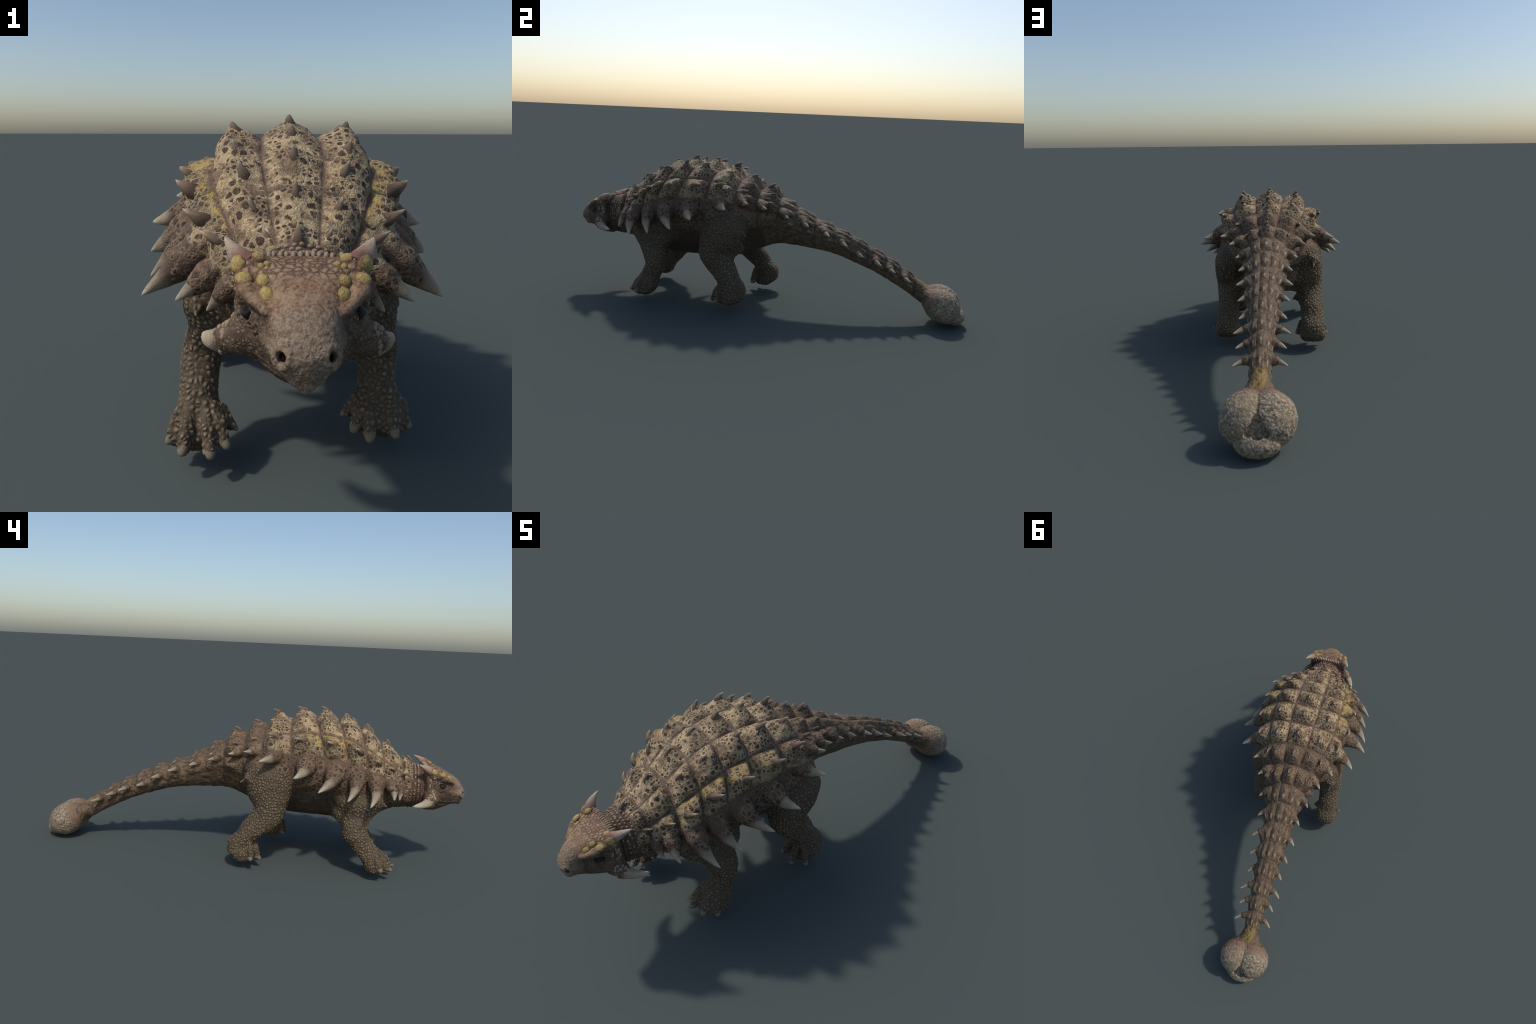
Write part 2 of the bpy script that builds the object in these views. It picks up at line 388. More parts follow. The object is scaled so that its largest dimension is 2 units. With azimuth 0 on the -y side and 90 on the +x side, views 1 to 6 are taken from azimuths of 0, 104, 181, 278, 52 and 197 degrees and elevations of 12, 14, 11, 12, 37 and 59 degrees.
def body(x, y, z):
    """signed distance (approximately) to the whole skin; points must be sorted by y"""
    f = trunk(x, y, z)
    n0, n1 = np.searchsorted(y, -1.06), np.searchsorted(y, -.70)
    if n1 > n0:
        sl = slice(n0, n1); X, Y, Z = x[sl], y[sl], z[sl]
        h = section(X, Z, H_WID(Y), H_TOP(Y), H_BOT(Y), H_MID(Y), H_PT(Y), H_PB(Y)) * F32(.85)
        h = h - face_relief(X, Y, Z)
        h = smax(smax(h, -1.003 - Y, .012), Y + .817 - F32(.10)*np.clip(Z - .44, -.05, .05), .010)
        f[sl] = smin(f[sl], h, .012)
    for mode in ('add', 'cut'):
        for lo, hi, fn, k, m in PRIMS:
            if m != mode: continue
            n0, n1 = np.searchsorted(y, lo[1]), np.searchsorted(y, hi[1])
            if n1 <= n0: continue
            X, Z = x[n0:n1], z[n0:n1]
            idx = np.nonzero((X > lo[0]) & (X < hi[0]) & (Z > lo[2]) & (Z < hi[2]))[0] + n0
            if len(idx) == 0: continue
            d = fn(x[idx], y[idx], z[idx]).astype(F32)
            f[idx] = smin(f[idx], d, k) if m == 'add' else smax(f[idx], -d, k)
    return f

# ------------------------------------------------------------------ meshing (surface nets)
LO = np.array((-.375, -1.035, -.012)); HI = np.array((.375, 1.02, .735))
def mesh_body():
    h = STEP; B = 4
    n = (np.ceil((HI - LO) / h / B).astype(int) + 1) * B
    axs = [(LO[i] + h * np.arange(n[i])).astype(F32) for i in range(3)]
    # coarse pass: which blocks are near the skin
    cx, cy, cz = (a[::B] + h * (B - 1) / 2 for a in axs)
    Y, X, Z = np.meshgrid(cy, cx, cz, indexing='ij')
    fc = body(X.ravel(), Y.ravel(), Z.ravel()).reshape(Y.shape)
    act = np.abs(fc) < h * B * 1.9 + .012
    up = lambda a: a.repeat(B, 0).repeat(B, 1).repeat(B, 2)
    F = np.where(up(fc) > 0, F32(.05), F32(-.05)); A = up(act)
    j, i, k = np.nonzero(A)                      # order: y slowest -> sorted by y
    F[j, i, k] = body(axs[0][i], axs[1][j], axs[2][k])
    S = F < 0
    c = S[:-1, :-1, :-1].astype(np.int8)
    tot = sum(S[a:S.shape[0]-1+a, b:S.shape[1]-1+b, d:S.shape[2]-1+d].astype(np.int8)
              for a in (0, 1) for b in (0, 1) for d in (0, 1))
    J, I, K = np.nonzero((tot > 0) & (tot < 8))
    ids = -np.ones(c.shape, np.int32); ids[J, I, K] = np.arange(len(J))
    acc = np.zeros((len(J), 3)); cnt = np.zeros(len(J))
    corners = [(a, b, d) for a in (0, 1) for b in (0, 1) for d in (0, 1)]
    for p in corners:
        for ax in range(3):
            if p[ax]: continue
            q = list(p); q[ax] = 1
            fp = F[J+p[0], I+p[1], K+p[2]]; fq = F[J+q[0], I+q[1], K+q[2]]
            m = (fp < 0) != (fq < 0)
            t = np.where(m, fp / np.where(m, fp - fq, 1), 0)
            pos = np.array(p)[None, :] + t[:, None] * (np.array(q) - np.array(p))[None, :]
            acc[m] += pos[m]; cnt[m] += 1
    acc /= cnt[:, None]
    V = np.stack([axs[0][I] + h*acc[:, 1], axs[1][J] + h*acc[:, 0], axs[2][K] + h*acc[:, 2]], 1)
    quads = []
    for ax in range(3):
        a = [slice(1, -1)]*3; b = [slice(1, -1)]*3
        a[ax] = slice(0, -1); b[ax] = slice(1, None)
        d = S[tuple(a)] != S[tuple(b)]
        P = np.array(np.nonzero(d)).T
        off = np.array([1, 1, 1]); off[ax] = 0
        P = P + off
        inside = S[P[:, 0], P[:, 1], P[:, 2]]
        o1, o2 = [x for x in range(3) if x != ax]
        def cell(s1, s2):
            Q = P.copy(); Q[:, o1] -= s1; Q[:, o2] -= s2
            return ids[Q[:, 0], Q[:, 1], Q[:, 2]]
        q = np.stack([cell(1, 1), cell(0, 1), cell(0, 0), cell(1, 0)], 1)
        flip = inside if ax != 1 else ~inside
        q[flip] = q[flip][:, ::-1]
        quads.append(q)
    Q = np.concatenate(quads); Q = Q[(Q >= 0).all(1)]
    return V, Q

def edges_of(Q):
    e = np.sort(np.stack([Q, np.roll(Q, -1, 1)], 2).reshape(-1, 2), 1)
    return np.unique(e, axis=0, return_inverse=True)

def refine(V, Q):
    E_, inv = edges_of(Q); inv = inv.reshape(-1, 4)
    nv, ne = len(V), len(E_)
    W = np.concatenate([V, V[E_].mean(1), V[Q].mean(1)])
    e = inv + nv; c = np.arange(len(Q)) + nv + ne
    out = [np.stack([Q[:, i], e[:, i], c, e[:, i-1]], 1) for i in range(4)]
    return W, np.concatenate(out)

def relax(V, Q, w):
    E_, _ = edges_of(Q)
    acc = np.zeros_like(V); cnt = np.zeros(len(V))
    for a, b in ((0, 1), (1, 0)):
        for k in range(3): acc[:, k] += np.bincount(E_[:, a], V[E_[:, b], k], len(V))
        cnt += np.bincount(E_[:, a], minlength=len(V))
    return V + w * (acc / np.maximum(cnt, 1)[:, None] - V)

def field(P):
    o = np.argsort(P[:, 1], kind='stable'); p = P[o].astype(F32)
    f = np.empty(len(P), F32); f[o] = body(np.ascontiguousarray(p[:, 0]), np.ascontiguousarray(p[:, 1]), np.ascontiguousarray(p[:, 2]))
    return f

def gradient(P, e=.0015):
    T = np.array([(1,-1,-1),(-1,-1,1),(-1,1,-1),(1,1,1)], float)
    return sum(t[None, :] * field(P + t * e)[:, None] for t in T) / (4*e)

def snap(V, times=1, lim=.004):
    for _ in range(times):
        g = gradient(V); f = field(V)
        st = f / np.maximum((g*g).sum(1), .15)
        V = V - g * np.clip(st, -lim, lim)[:, None]
    return V

V, Q = mesh_body()
V = snap(relax(V, Q, .5), 1)
V = relax(V, Q, .35)
V, Q = refine(V, Q)
V = snap(relax(V, Q, .5), 2)
V = relax(V, Q, .12)
V[:, 2] = np.maximum(V[:, 2], 0.0)
print('skin', len(V), len(Q))

# ------------------------------------------------------------------ materials
def material(name):
    m = bpy.data.materials.new(name); m.use_nodes = True
    nt = m.node_tree; nt.nodes.clear()
    return m, nt

class Nodes:
    """small helper for writing node graphs"""
    def __init__(self, nt): self.nt = nt
    def n(self, kind, **kw):
        nd = self.nt.nodes.new(kind)
        for k, v in kw.items(): setattr(nd, k, v)
        return nd
    def put(self, sock, v):
        if isinstance(v, bpy.types.NodeSocket): self.nt.links.new(v, sock)
        elif v is not None:
            if sock.type == 'RGBA' and len(v) == 3: v = (*v, 1)
            sock.default_value = v
    def math(self, op, a, b=None, c=None, clamp=False):
        nd = self.n('ShaderNodeMath', operation=op, use_clamp=clamp)
        for s, v in zip(nd.inputs, (a, b, c)): self.put(s, v)
        return nd.outputs[0]
    def ramp(self, v, lo, hi, a=0., b=1., smooth=True):
        nd = self.n('ShaderNodeMapRange', interpolation_type='SMOOTHSTEP' if smooth else 'LINEAR')
        for s, x in zip(nd.inputs, (v, lo, hi, a, b)): self.put(s, x)
        return nd.outputs[0]
    def mix(self, f, a, b, mode='MIX'):
        nd = self.n('ShaderNodeMix', data_type='RGBA', blend_type=mode)
        self.put(nd.inputs[0], f); self.put(nd.inputs[6], a); self.put(nd.inputs[7], b)
        return nd.outputs[2]
    def noise(self, co, scale, detail=3, rough=.55, dist=0.):
        nd = self.n('ShaderNodeTexNoise')
        self.put(nd.inputs['Vector'], co); nd.inputs['Scale'].default_value = scale
        nd.inputs['Detail'].default_value = detail; nd.inputs['Roughness'].default_value = rough
        nd.inputs['Distortion'].default_value = dist
        return nd.outputs[0]
    def voronoi(self, co, scale, feature='F1', rand=1.):
        nd = self.n('ShaderNodeTexVoronoi', feature=feature)
        self.put(nd.inputs['Vector'], co); nd.inputs['Scale'].default_value = scale
        nd.inputs['Randomness'].default_value = rand
        return nd
    def coords(self):
        return self.n('ShaderNodeTexCoord').outputs['Object']
    def stretch(self, co, s):
        nd = self.n('ShaderNodeMapping'); self.put(nd.inputs[0], co); nd.inputs['Scale'].default_value = s
        return nd.outputs[0]
    def warp(self, co, scale, amount):
        nd = self.n('ShaderNodeTexNoise'); self.put(nd.inputs['Vector'], co); nd.inputs['Scale'].default_value = scale
        nd.inputs['Detail'].default_value = 2
        v = self.n('ShaderNodeVectorMath', operation='SUBTRACT'); self.put(v.inputs[0], nd.outputs['Color']); v.inputs[1].default_value = (.5, .5, .5)
        m = self.n('ShaderNodeVectorMath', operation='SCALE'); self.put(m.inputs[0], v.outputs[0]); m.inputs['Scale'].default_value = amount
        a = self.n('ShaderNodeVectorMath', operation='ADD'); self.put(a.inputs[0], co); self.put(a.inputs[1], m.outputs[0])
        return a.outputs[0]
    def xyz(self, co):
        nd = self.n('ShaderNodeSeparateXYZ'); self.put(nd.inputs[0], co); return nd.outputs
    def fcurve(self, v, fn, lo, hi, n=14):
        """a profile curve of the body, evaluated in the shader"""
        ys = np.linspace(lo, hi, n); vs = fn(ys); a, b = float(vs.min()) - .001, float(vs.max()) + .001
        nd = self.n('ShaderNodeFloatCurve'); c = nd.mapping.curves[0]
        P = [((y - lo)/(hi - lo), (float(q) - a)/(b - a)) for y, q in zip(ys, vs)]
        c.points[0].location = P[0]; c.points[-1].location = P[-1]
        for p in P[1:-1]: c.points.new(*p)
        nd.mapping.update()
        self.put(nd.inputs['Value'], self.ramp(v, lo, hi, 0, 1, False))
        return self.math('ADD', self.math('MULTIPLY', nd.outputs[0], b - a), a)
    def plate_masks(self, co, rows, fuzz):
        """where the seams between plates run, and where their peaks sit"""
        x, y, z = self.xyz(co)
        th = self.math('ARCTAN2', self.math('ABSOLUTE', x), self.math('SUBTRACT', z, self.fcurve(y, AXZ, -.84, .90, 24)))
        sw = self.math('POWER', self.math('MULTIPLY', th, 1/COLS[2], clamp=True), 1.5)
        ys = self.math('SUBTRACT', y, self.math('MULTIPLY', sw, self.fcurve(y, SWEEP, -.84, .05, 24)))
        def nearest(v, targets):
            out = None
            for t in targets:
                d = self.math('ABSOLUTE', self.math('SUBTRACT', v, float(t)))
                out = d if out is None else self.math('MINIMUM', out, d)
            return out
        ends = ROWS[rows[0]:rows[1] + 1]; tips = ends[:-1] + .76*np.diff(ends)
        dth = self.math('MULTIPLY', nearest(th, COLS[:3]), .23)
        dy = nearest(ys, ends)
        gap = self.math('ADD', self.math('MINIMUM', dth, dy), self.math('MULTIPLY', self.math('SUBTRACT', fuzz, .5), .022))
        mids = [0, (COLS[0]+COLS[1])/2, (COLS[1]+COLS[2])/2, (COLS[2]+COLS[3])/2]
        ty, tt = nearest(ys, tips), self.math('MULTIPLY', nearest(th, mids), .25)
        pk = self.math('SQRT', self.math('ADD', self.math('MULTIPLY', ty, ty), self.math('MULTIPLY', tt, tt)))
        return gap, pk, th, ys
    def finish(self, color, height=None, bump=.5, dist=.004, rough=.68, spec=.32):
        b = self.n('ShaderNodeBsdfPrincipled'); o = self.n('ShaderNodeOutputMaterial')
        self.put(b.inputs['Base Color'], color); self.put(b.inputs['Roughness'], rough)
        b.inputs['Specular IOR Level'].default_value = spec
        if height is not None:
            nd = self.n('ShaderNodeBump'); nd.inputs['Strength'].default_value = bump; nd.inputs['Distance'].default_value = dist
            self.put(nd.inputs['Height'], height); self.put(b.inputs['Normal'], nd.outputs[0])
        self.nt.links.new(b.outputs[0], o.inputs[0])

DARK = (.050, .031, .022); SKIN = (.115, .068, .039); TAN = (.290, .215, .130); CREAM = (.47, .385, .25)
RUST = (.20, .105, .065); YELLOW = (.47, .32, .075); BONE = (.52, .43, .32); GREY = (.36, .34, .30)

LEG_SCALE = 82.
def skin_material(name, base, plate, gap, scale, strength=1., aniso=(1, 1, 1)):
    """pebbled hide: scales painted lighter toward their centres, dark gaps between them"""
    m, nt = material(name); N = Nodes(nt); co = N.coords()
    w = N.stretch(N.warp(co, 9, .02), aniso)
    v = N.voronoi(w, scale, 'DISTANCE_TO_EDGE', .85); c = N.voronoi(w, scale, 'F1', .85)
    fine = N.noise(co, 190, 3, .65); big = N.noise(co, 8, 3)
    face = N.ramp(v.outputs['Distance'], .0, .26)
    dome = N.math('MULTIPLY', N.ramp(c.outputs['Distance'], .52, .12), N.ramp(fine, .25, .65, .35, 1.))  # soft rounded shading of each scale, painted into the colour
    rnd = N.xyz(c.outputs['Color'])
    patch = N.ramp(N.math('ADD', big, N.math('MULTIPLY', rnd[0], .35)), .55, .78)
    tone = N.mix(N.ramp(fine, .30, .70), N.mix(.45, base, gap), base)
    tone = N.mix(N.math('MULTIPLY', dome, N.math('ADD', N.math('MULTIPLY', patch, .6), .18)), tone, plate)
    col = N.mix(N.math('MULTIPLY', N.ramp(face, .0, .8, .25, 1.), strength), gap, tone)
    hgt = N.math('ADD', N.math('MULTIPLY', N.math('MULTIPLY', face, N.ramp(c.outputs['Distance'], .65, .10)), 1.0), N.math('MULTIPLY', fine, .5))
    N.finish(col, hgt, .6, .004)
    return m

def armour_material(name, ground, spot, ring, scale, yellow=0., spots=1., rings=.6):
    """bony plate: pale ground with round dark spots ringed by pale lines, lichen-yellow on some"""
    m, nt = material(name); N = Nodes(nt); co = N.coords()
    w = N.warp(co, 14, .012)
    fine = N.noise(co, 160, 4, .68); mid = N.noise(co, 38, 3, .6); big = N.noise(co, 10, 3, .55)
    x, y, z = N.xyz(co)
    patchy = N.noise(co, 20, 4, .62)
    g = N.mix(N.ramp(patchy, .39, .60), N.mix(.80, ground, SKIN), ground)
    g = N.mix(N.ramp(fine, .36, .60), N.mix(.50, g, SKIN), g)
    if yellow:
        ax = N.math('ABSOLUTE', x)
        th = N.math('ARCTAN2', ax, N.math('SUBTRACT', z, .385))
        band = N.math('MULTIPLY', N.ramp(th, .55, .66), N.ramp(th, .92, .76))
        along = N.math('MULTIPLY', N.ramp(y, -.74, -.70), N.ramp(y, -.20, -.34))
        ym = N.math('MULTIPLY', N.math('MULTIPLY', band, along), N.ramp(mid, .40, .60))
        g = N.mix(N.math('MULTIPLY', ym, yellow), g, N.mix(N.ramp(y, -.60, -.70), YELLOW, (.42, .22, .05)))
        spot_gate = N.math('SUBTRACT', 1.0, N.math('MULTIPLY', ym, .75))
    else:
        spot_gate = 1.0
    gap, pk, th_, ys_ = N.plate_masks(co, (0, 9), mid)
    near = N.ramp(N.math('ADD', pk, N.math('MULTIPLY', N.math('SUBTRACT', mid, .5), .03)), .040, .012)
    seam = N.ramp(gap, .011, .000)
    g = N.mix(N.math('MULTIPLY', near, .55), g, N.mix(.4, spot, SKIN))
    # round dark spots with pale rims, big ones in some patches and small ones in others
    def spots_of(sc, r0, r1):
        cell = N.voronoi(w, sc, 'F1', .82); rn = N.xyz(cell.outputs['Color'])
        e = N.voronoi(w, sc, 'DISTANCE_TO_EDGE', .82).outputs['Distance']
        wob = N.math('MULTIPLY', N.math('SUBTRACT', fine, .5), .16)
        R = N.ramp(rn[0], 0, 1, r0, r1, False)
        keep = N.ramp(N.math('ADD', N.math('ADD', N.math('MULTIPLY', big, .9), N.math('MULTIPLY', rn[1], .36)), N.math('MULTIPLY', near, .24)), .50, .58)
        keep = N.math('MULTIPLY', keep, N.math('SUBTRACT', 1.0, seam))
        round_ = N.ramp(N.math('ADD', cell.outputs['Distance'], wob), .52, .42)
        disc = N.math('MULTIPLY', N.ramp(N.math('ADD', e, wob), R, N.math('ADD', R, .09)), N.math('MULTIPLY', keep, round_))
        rim = N.math('MULTIPLY', N.ramp(N.math('ADD', e, wob), N.math('ADD', R, .03), N.math('SUBTRACT', R, .03)), N.ramp(e, N.math('SUBTRACT', R, .16), N.math('SUBTRACT', R, .04)))
        return disc, N.math('MULTIPLY', rim, keep), rn[2]
    d1, r1, t1 = spots_of(scale, .05, .17)
    d2, r2, t2 = spots_of(scale * 1.55, .05, .16)
    pick = N.ramp(N.noise(co, 17, 2), .47, .53)
    sp = N.math('ADD', N.math('MULTIPLY', d1, pick), N.math('MULTIPLY', d2, N.math('SUBTRACT', 1.0, pick)))
    rg = N.math('ADD', N.math('MULTIPLY', r1, pick), N.math('MULTIPLY', r2, N.math('SUBTRACT', 1.0, pick)))
    sp = N.math('MULTIPLY', N.math('MULTIPLY', sp, N.math('MULTIPLY', N.ramp(mid, .2, .55, .65, 1.), spots)), spot_gate)
    rg = N.math('MULTIPLY', rg, rings)
    col = N.mix(rg, g, ring)
    dk = N.mix(N.ramp(fine, .3, .75), spot, N.mix(.35, spot, SKIN))
    dk = N.mix(N.math('MULTIPLY', t1, .5), dk, N.mix(.5, spot, SKIN))
    col = N.mix(sp, col, dk)
    crack = N.voronoi(N.warp(co, 60, .010), 135, 'DISTANCE_TO_EDGE', 1.).outputs['Distance']
    col = N.mix(N.math('MULTIPLY', N.ramp(crack, .10, .01), N.ramp(big, .40, .62, .05, .5)), col, N.mix(.65, col, DARK))
    col = N.mix(N.math('MULTIPLY', seam, .85), col, N.mix(N.ramp(fine, .35, .65), (.085, .052, .036), (.17, .108, .072)))
    hgt = N.math('ADD', N.math('MULTIPLY', sp, .4), N.math('ADD', N.math('MULTIPLY', fine, .6), N.math('MULTIPLY', mid, .6)))
    hgt = N.math('ADD', hgt, N.math('MULTIPLY', N.ramp(crack, 0, .25), .22))
    N.finish(col, hgt, .75, .006)
    return m

def ridge_material(name):
    """tail plates: brown with pale crests"""
    m, nt = material(name); N = Nodes(nt); co = N.coords()
    fine = N.noise(co, 150, 4, .68); mid = N.noise(N.stretch(co, (1.6, .6, 1)), 60, 3, .6); big = N.noise(co, 12, 2)
    edge = N.voronoi(N.warp(co, 14, .01), 90, 'DISTANCE_TO_EDGE', .9).outputs['Distance']
    col = N.mix(N.ramp(mid, .38, .62), (.076, .048, .030), (.165, .108, .060))
    col = N.mix(N.ramp(edge, .10, .28, 0, .5), col, (.070, .044, .031))
    col = N.mix(N.ramp(fine, .45, .72, 0, .55), col, TAN)
    gap, pk, th_, ys_ = N.plate_masks(co, (7, NROW), mid)
    crest = N.math('MULTIPLY', N.ramp(pk, .016, .004), N.ramp(fine, .25, .6, .3, .9))
    col = N.mix(N.ramp(gap, .006, -.002, 0, .8), col, (.060, .038, .028))
    col = N.mix(crest, col, (.40, .31, .20))
    x, y, z = N.xyz(co)
    # lichen on top of the bare stretch before the club
    ym = N.math('MULTIPLY', N.math('MULTIPLY', N.ramp(y, .735, .77), N.ramp(y, .85, .81)), N.ramp(N.math('ABSOLUTE', x), .030, .016))
    up = N.ramp(N.math('ADD', z, N.math('MULTIPLY', y, .63)), .655, .672)
    ym = N.math('MULTIPLY', N.math('MULTIPLY', ym, up), N.ramp(mid, .30, .55))
    col = N.mix(N.math('MULTIPLY', ym, .85), col, (.30, .195, .055))
    N.finish(col, N.math('ADD', N.math('MULTIPLY', fine, .5), mid), .6, .005)
    return m

def hide_material(name, a, b, ringscale=0):
    """plain wrinkled hide"""
    m, nt = material(name); N = Nodes(nt); co = N.coords()
    wr = N.noise(N.stretch(co, (1, 2.2, .8)), 55, 4, .65, .6); fine = N.noise(co, 170, 3, .65); big = N.noise(co, 7, 3)
    col = N.mix(N.ramp(wr, .34, .66), a, b)
    col = N.mix(N.ramp(big, .35, .65, 0, .5), col, a)
    col = N.mix(N.ramp(fine, .45, .8, 0, .35), col, TAN)
    N.finish(col, N.math('ADD', wr, N.math('MULTIPLY', fine, .4)), .6, .005)
    return m

def head_material():
    m, nt = material('head_hide'); N = Nodes(nt); co = N.coords()
    x, y, z = N.xyz(co); ax = N.math('ABSOLUTE', x)
    fine = N.noise(co, 170, 4, .65); mid = N.noise(co, 45, 3, .6)
    v = N.voronoi(N.warp(co, 40, .012), 130, 'DISTANCE_TO_EDGE', 1.).outputs['Distance']
    peb = N.math('MULTIPLY', N.ramp(v, .0, .22), N.ramp(N.voronoi(N.warp(co, 40, .012), 130, 'F1', 1.).outputs['Distance'], .62, .18))
    side = N.mix(N.math('MULTIPLY', peb, N.ramp(fine, .3, .65, .25, 1.)), (.072, .043, .027), (.27, .18, .11))
    side = N.mix(N.ramp(mid, .38, .66, 0, .55), side, (.16, .115, .075))
    top = N.mix(N.ramp(fine, .3, .7), (.115, .062, .035), (.31, .185, .105))
    top = N.mix(N.ramp(mid, .45, .65, 0, .5), top, (.36, .25, .15))
    pl = N.voronoi(N.warp(co, 30, .010), 72, 'DISTANCE_TO_EDGE', .9).outputs['Distance']
    rear = N.math('MULTIPLY', N.ramp(y, -.925, -.885), .8)
    top = N.mix(N.math('MULTIPLY', rear, N.ramp(pl, .16, .02)), top, (.095, .052, .032))
    top = N.mix(N.math('MULTIPLY', rear, N.ramp(pl, .16, .34, 0, .6)), top, (.40, .29, .17))
    # forehead shield: high, and narrowing to the snout
    tm = N.ramp(N.math('SUBTRACT', z, N.math('MULTIPLY', ax, .15)), N.math('ADD', .405, N.math('MULTIPLY', N.math('ADD', y, .95), .45)), N.math('ADD', .425, N.math('MULTIPLY', N.math('ADD', y, .95), .45)))
    col = N.mix(tm, side, top)
    snout = N.math('MULTIPLY', N.ramp(y, -.93, -.975), N.ramp(mid, .2, .6, .45, 1))
    col = N.mix(snout, col, N.mix(N.ramp(fine, .3, .7), (.135, .094, .064), (.32, .235, .155)))
    lump = N.noise(co, 85, 3, .6)
    N.finish(col, N.math('ADD', N.math('MULTIPLY', N.math('MULTIPLY', peb, N.math('SUBTRACT', 1.0, N.math('MULTIPLY', tm, .85))), .6), N.math('ADD', N.math('ADD', N.math('MULTIPLY', fine, .8), N.math('MULTIPLY', N.math('MULTIPLY', rear, N.math('MULTIPLY', tm, N.ramp(pl, 0, .25))), .8)), N.math('MULTIPLY', lump, .7))), .5, .0045)
    return m

def club_material():
    m, nt = material('club_bone'); N = Nodes(nt); co = N.coords()
    x, y, z = N.xyz(co)
    w = N.warp(co, 20, .02)
    lump = N.noise(w, 85, 5, .72, .6); big = N.noise(co, 14, 3)
    v = N.voronoi(w, 75, 'DISTANCE_TO_EDGE', 1.).outputs['Distance']
    col = N.mix(N.ramp(lump, .36, .62), (.135, .096, .060), (.44, .36, .25))
    col = N.mix(N.ramp(v, .10, .0, 0, .6), col, (.10, .078, .055))
    col = N.mix(N.ramp(big, .48, .66, 0, .5), col, (.30, .215, .115))
    root = N.math('MULTIPLY', N.ramp(N.math('SUBTRACT', y, N.math('MULTIPLY', z, .35)), .835, .785), .8)
    col = N.mix(root, col, (.20, .115, .075))
    N.finish(col, N.math('ADD', lump, N.math('MULTIPLY', v, .6)), .8, .006)
    return m

def horn_material(name, root, shaft, tip, lo=.15, hi=.6):
    """horn: brown at the root, pale shaft, lengthwise grain; local z runs 0 (root) to 1 (tip)"""
    m, nt = material(name); N = Nodes(nt); co = N.coords()
    z = N.xyz(co)[2]
    gr = N.noise(N.stretch(co, (3, 3, 1.2)), 4, 4, .7)
    fine = N.noise(N.stretch(co, (2, 2, 4)), 12, 3, .7)
    t = N.math('ADD', z, N.math('MULTIPLY', N.math('SUBTRACT', gr, .5), .28))
    col = N.mix(N.ramp(t, lo, hi), root, shaft)
    col = N.mix(N.ramp(t, hi, 1.0), col, tip)
    col = N.mix(N.ramp(fine, .40, .68, 0, .75), col, N.mix(.6, col, SKIN))
    pit = N.noise(co, 26, 3, .7)
    col = N.mix(N.ramp(pit, .52, .70, 0, .55), col, N.mix(.65, col, DARK))
    N.finish(col, N.math('ADD', N.math('ADD', gr, fine), pit), .5, .004, .6, .3)
    return m

def plain(name, a, b, scale=60, rough=.7, spec=.3):
    m, nt = material(name); N = Nodes(nt); co = N.coords()
    f = N.noise(co, scale, 4, .65)
    N.finish(N.mix(N.ramp(f, .32, .68), a, b), f, .5, .003, rough, spec)
    return m

M_LEG = skin_material('leg_scales', (.142, .102, .058), (.29, .235, .155), (.052, .036, .023), LEG_SCALE, aniso=(1, 1, .9))
M_HIDE = hide_material('flank_hide', (.050, .034, .023), (.115, .078, .050))
M_GROOVE = hide_material('armour_hide', (.085, .052, .036), (.16, .102, .068))
M_NECK = hide_material('neck_hide', (.075, .043, .030), (.165, .098, .068))
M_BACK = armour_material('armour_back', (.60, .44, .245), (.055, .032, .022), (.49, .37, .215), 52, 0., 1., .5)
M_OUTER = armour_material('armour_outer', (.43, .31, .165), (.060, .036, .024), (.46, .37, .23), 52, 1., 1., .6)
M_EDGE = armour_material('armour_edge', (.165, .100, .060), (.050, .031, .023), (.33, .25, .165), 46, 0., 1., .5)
M_RUMP = armour_material('armour_rump', (.25, .165, .092), (.066, .041, .028), (.32, .245, .165), 60, 0., .8, .45)
M_TAIL = ridge_material('tail_ridges')
M_HEAD = head_material()
M_CLUB = club_material()
M_HORN = horn_material('flank_horn', (.105, .068, .048), (.36, .29, .20), (.58, .50, .37), .02, .50)
M_SPIKE = horn_material('back_horn', (.095, .060, .040), (.20, .145, .098), (.48, .39, .27), .15, .72)
M_OSPIKE = horn_material('outer_horn', (.085, .053, .037), (.24, .155, .098), (.56, .47, .34), .12, .62)
M_CROWN = horn_material('head_horn', (.21, .105, .072), (.46, .33, .24), (.56, .49, .36), .05, .5)
M_CHEEK = horn_material('cheek_horn', (.13, .082, .055), (.42, .34, .235), (.58, .51, .38), .02, .36)
M_CLAW = plain('claw', (.13, .10, .066), (.30, .25, .175), 70, .6, .3)
def brow_material():
    m, nt = material('brow_scale'); N = Nodes(nt); co = N.coords()
    z = N.xyz(co)[2]; f = N.noise(co, 2.2, 4, .65)
    t = N.math('ADD', z, N.math('MULTIPLY', N.math('SUBTRACT', f, .5), 2.2))
    col = N.mix(N.ramp(t, .55, .95), (.15, .078, .038), (.31, .215, .068))
    col = N.mix(N.ramp(t, .95, 1.45), col, (.45, .36, .125))
    N.finish(col, f, .6, .004)
    return m
M_BROW = brow_material()
M_BEAD = plain('pale_scale', (.22, .145, .092), (.52, .39, .26), 120)
M_EYE = plain('eye', (.008, .006, .005), (.018, .014, .010), 60, .35, .4)
M_NOSTRIL = plain('nostril', (.010, .007, .006), (.02, .014, .010), 60, .9, .1)  # near-black plug modelled to show the shadow inside the carved hole

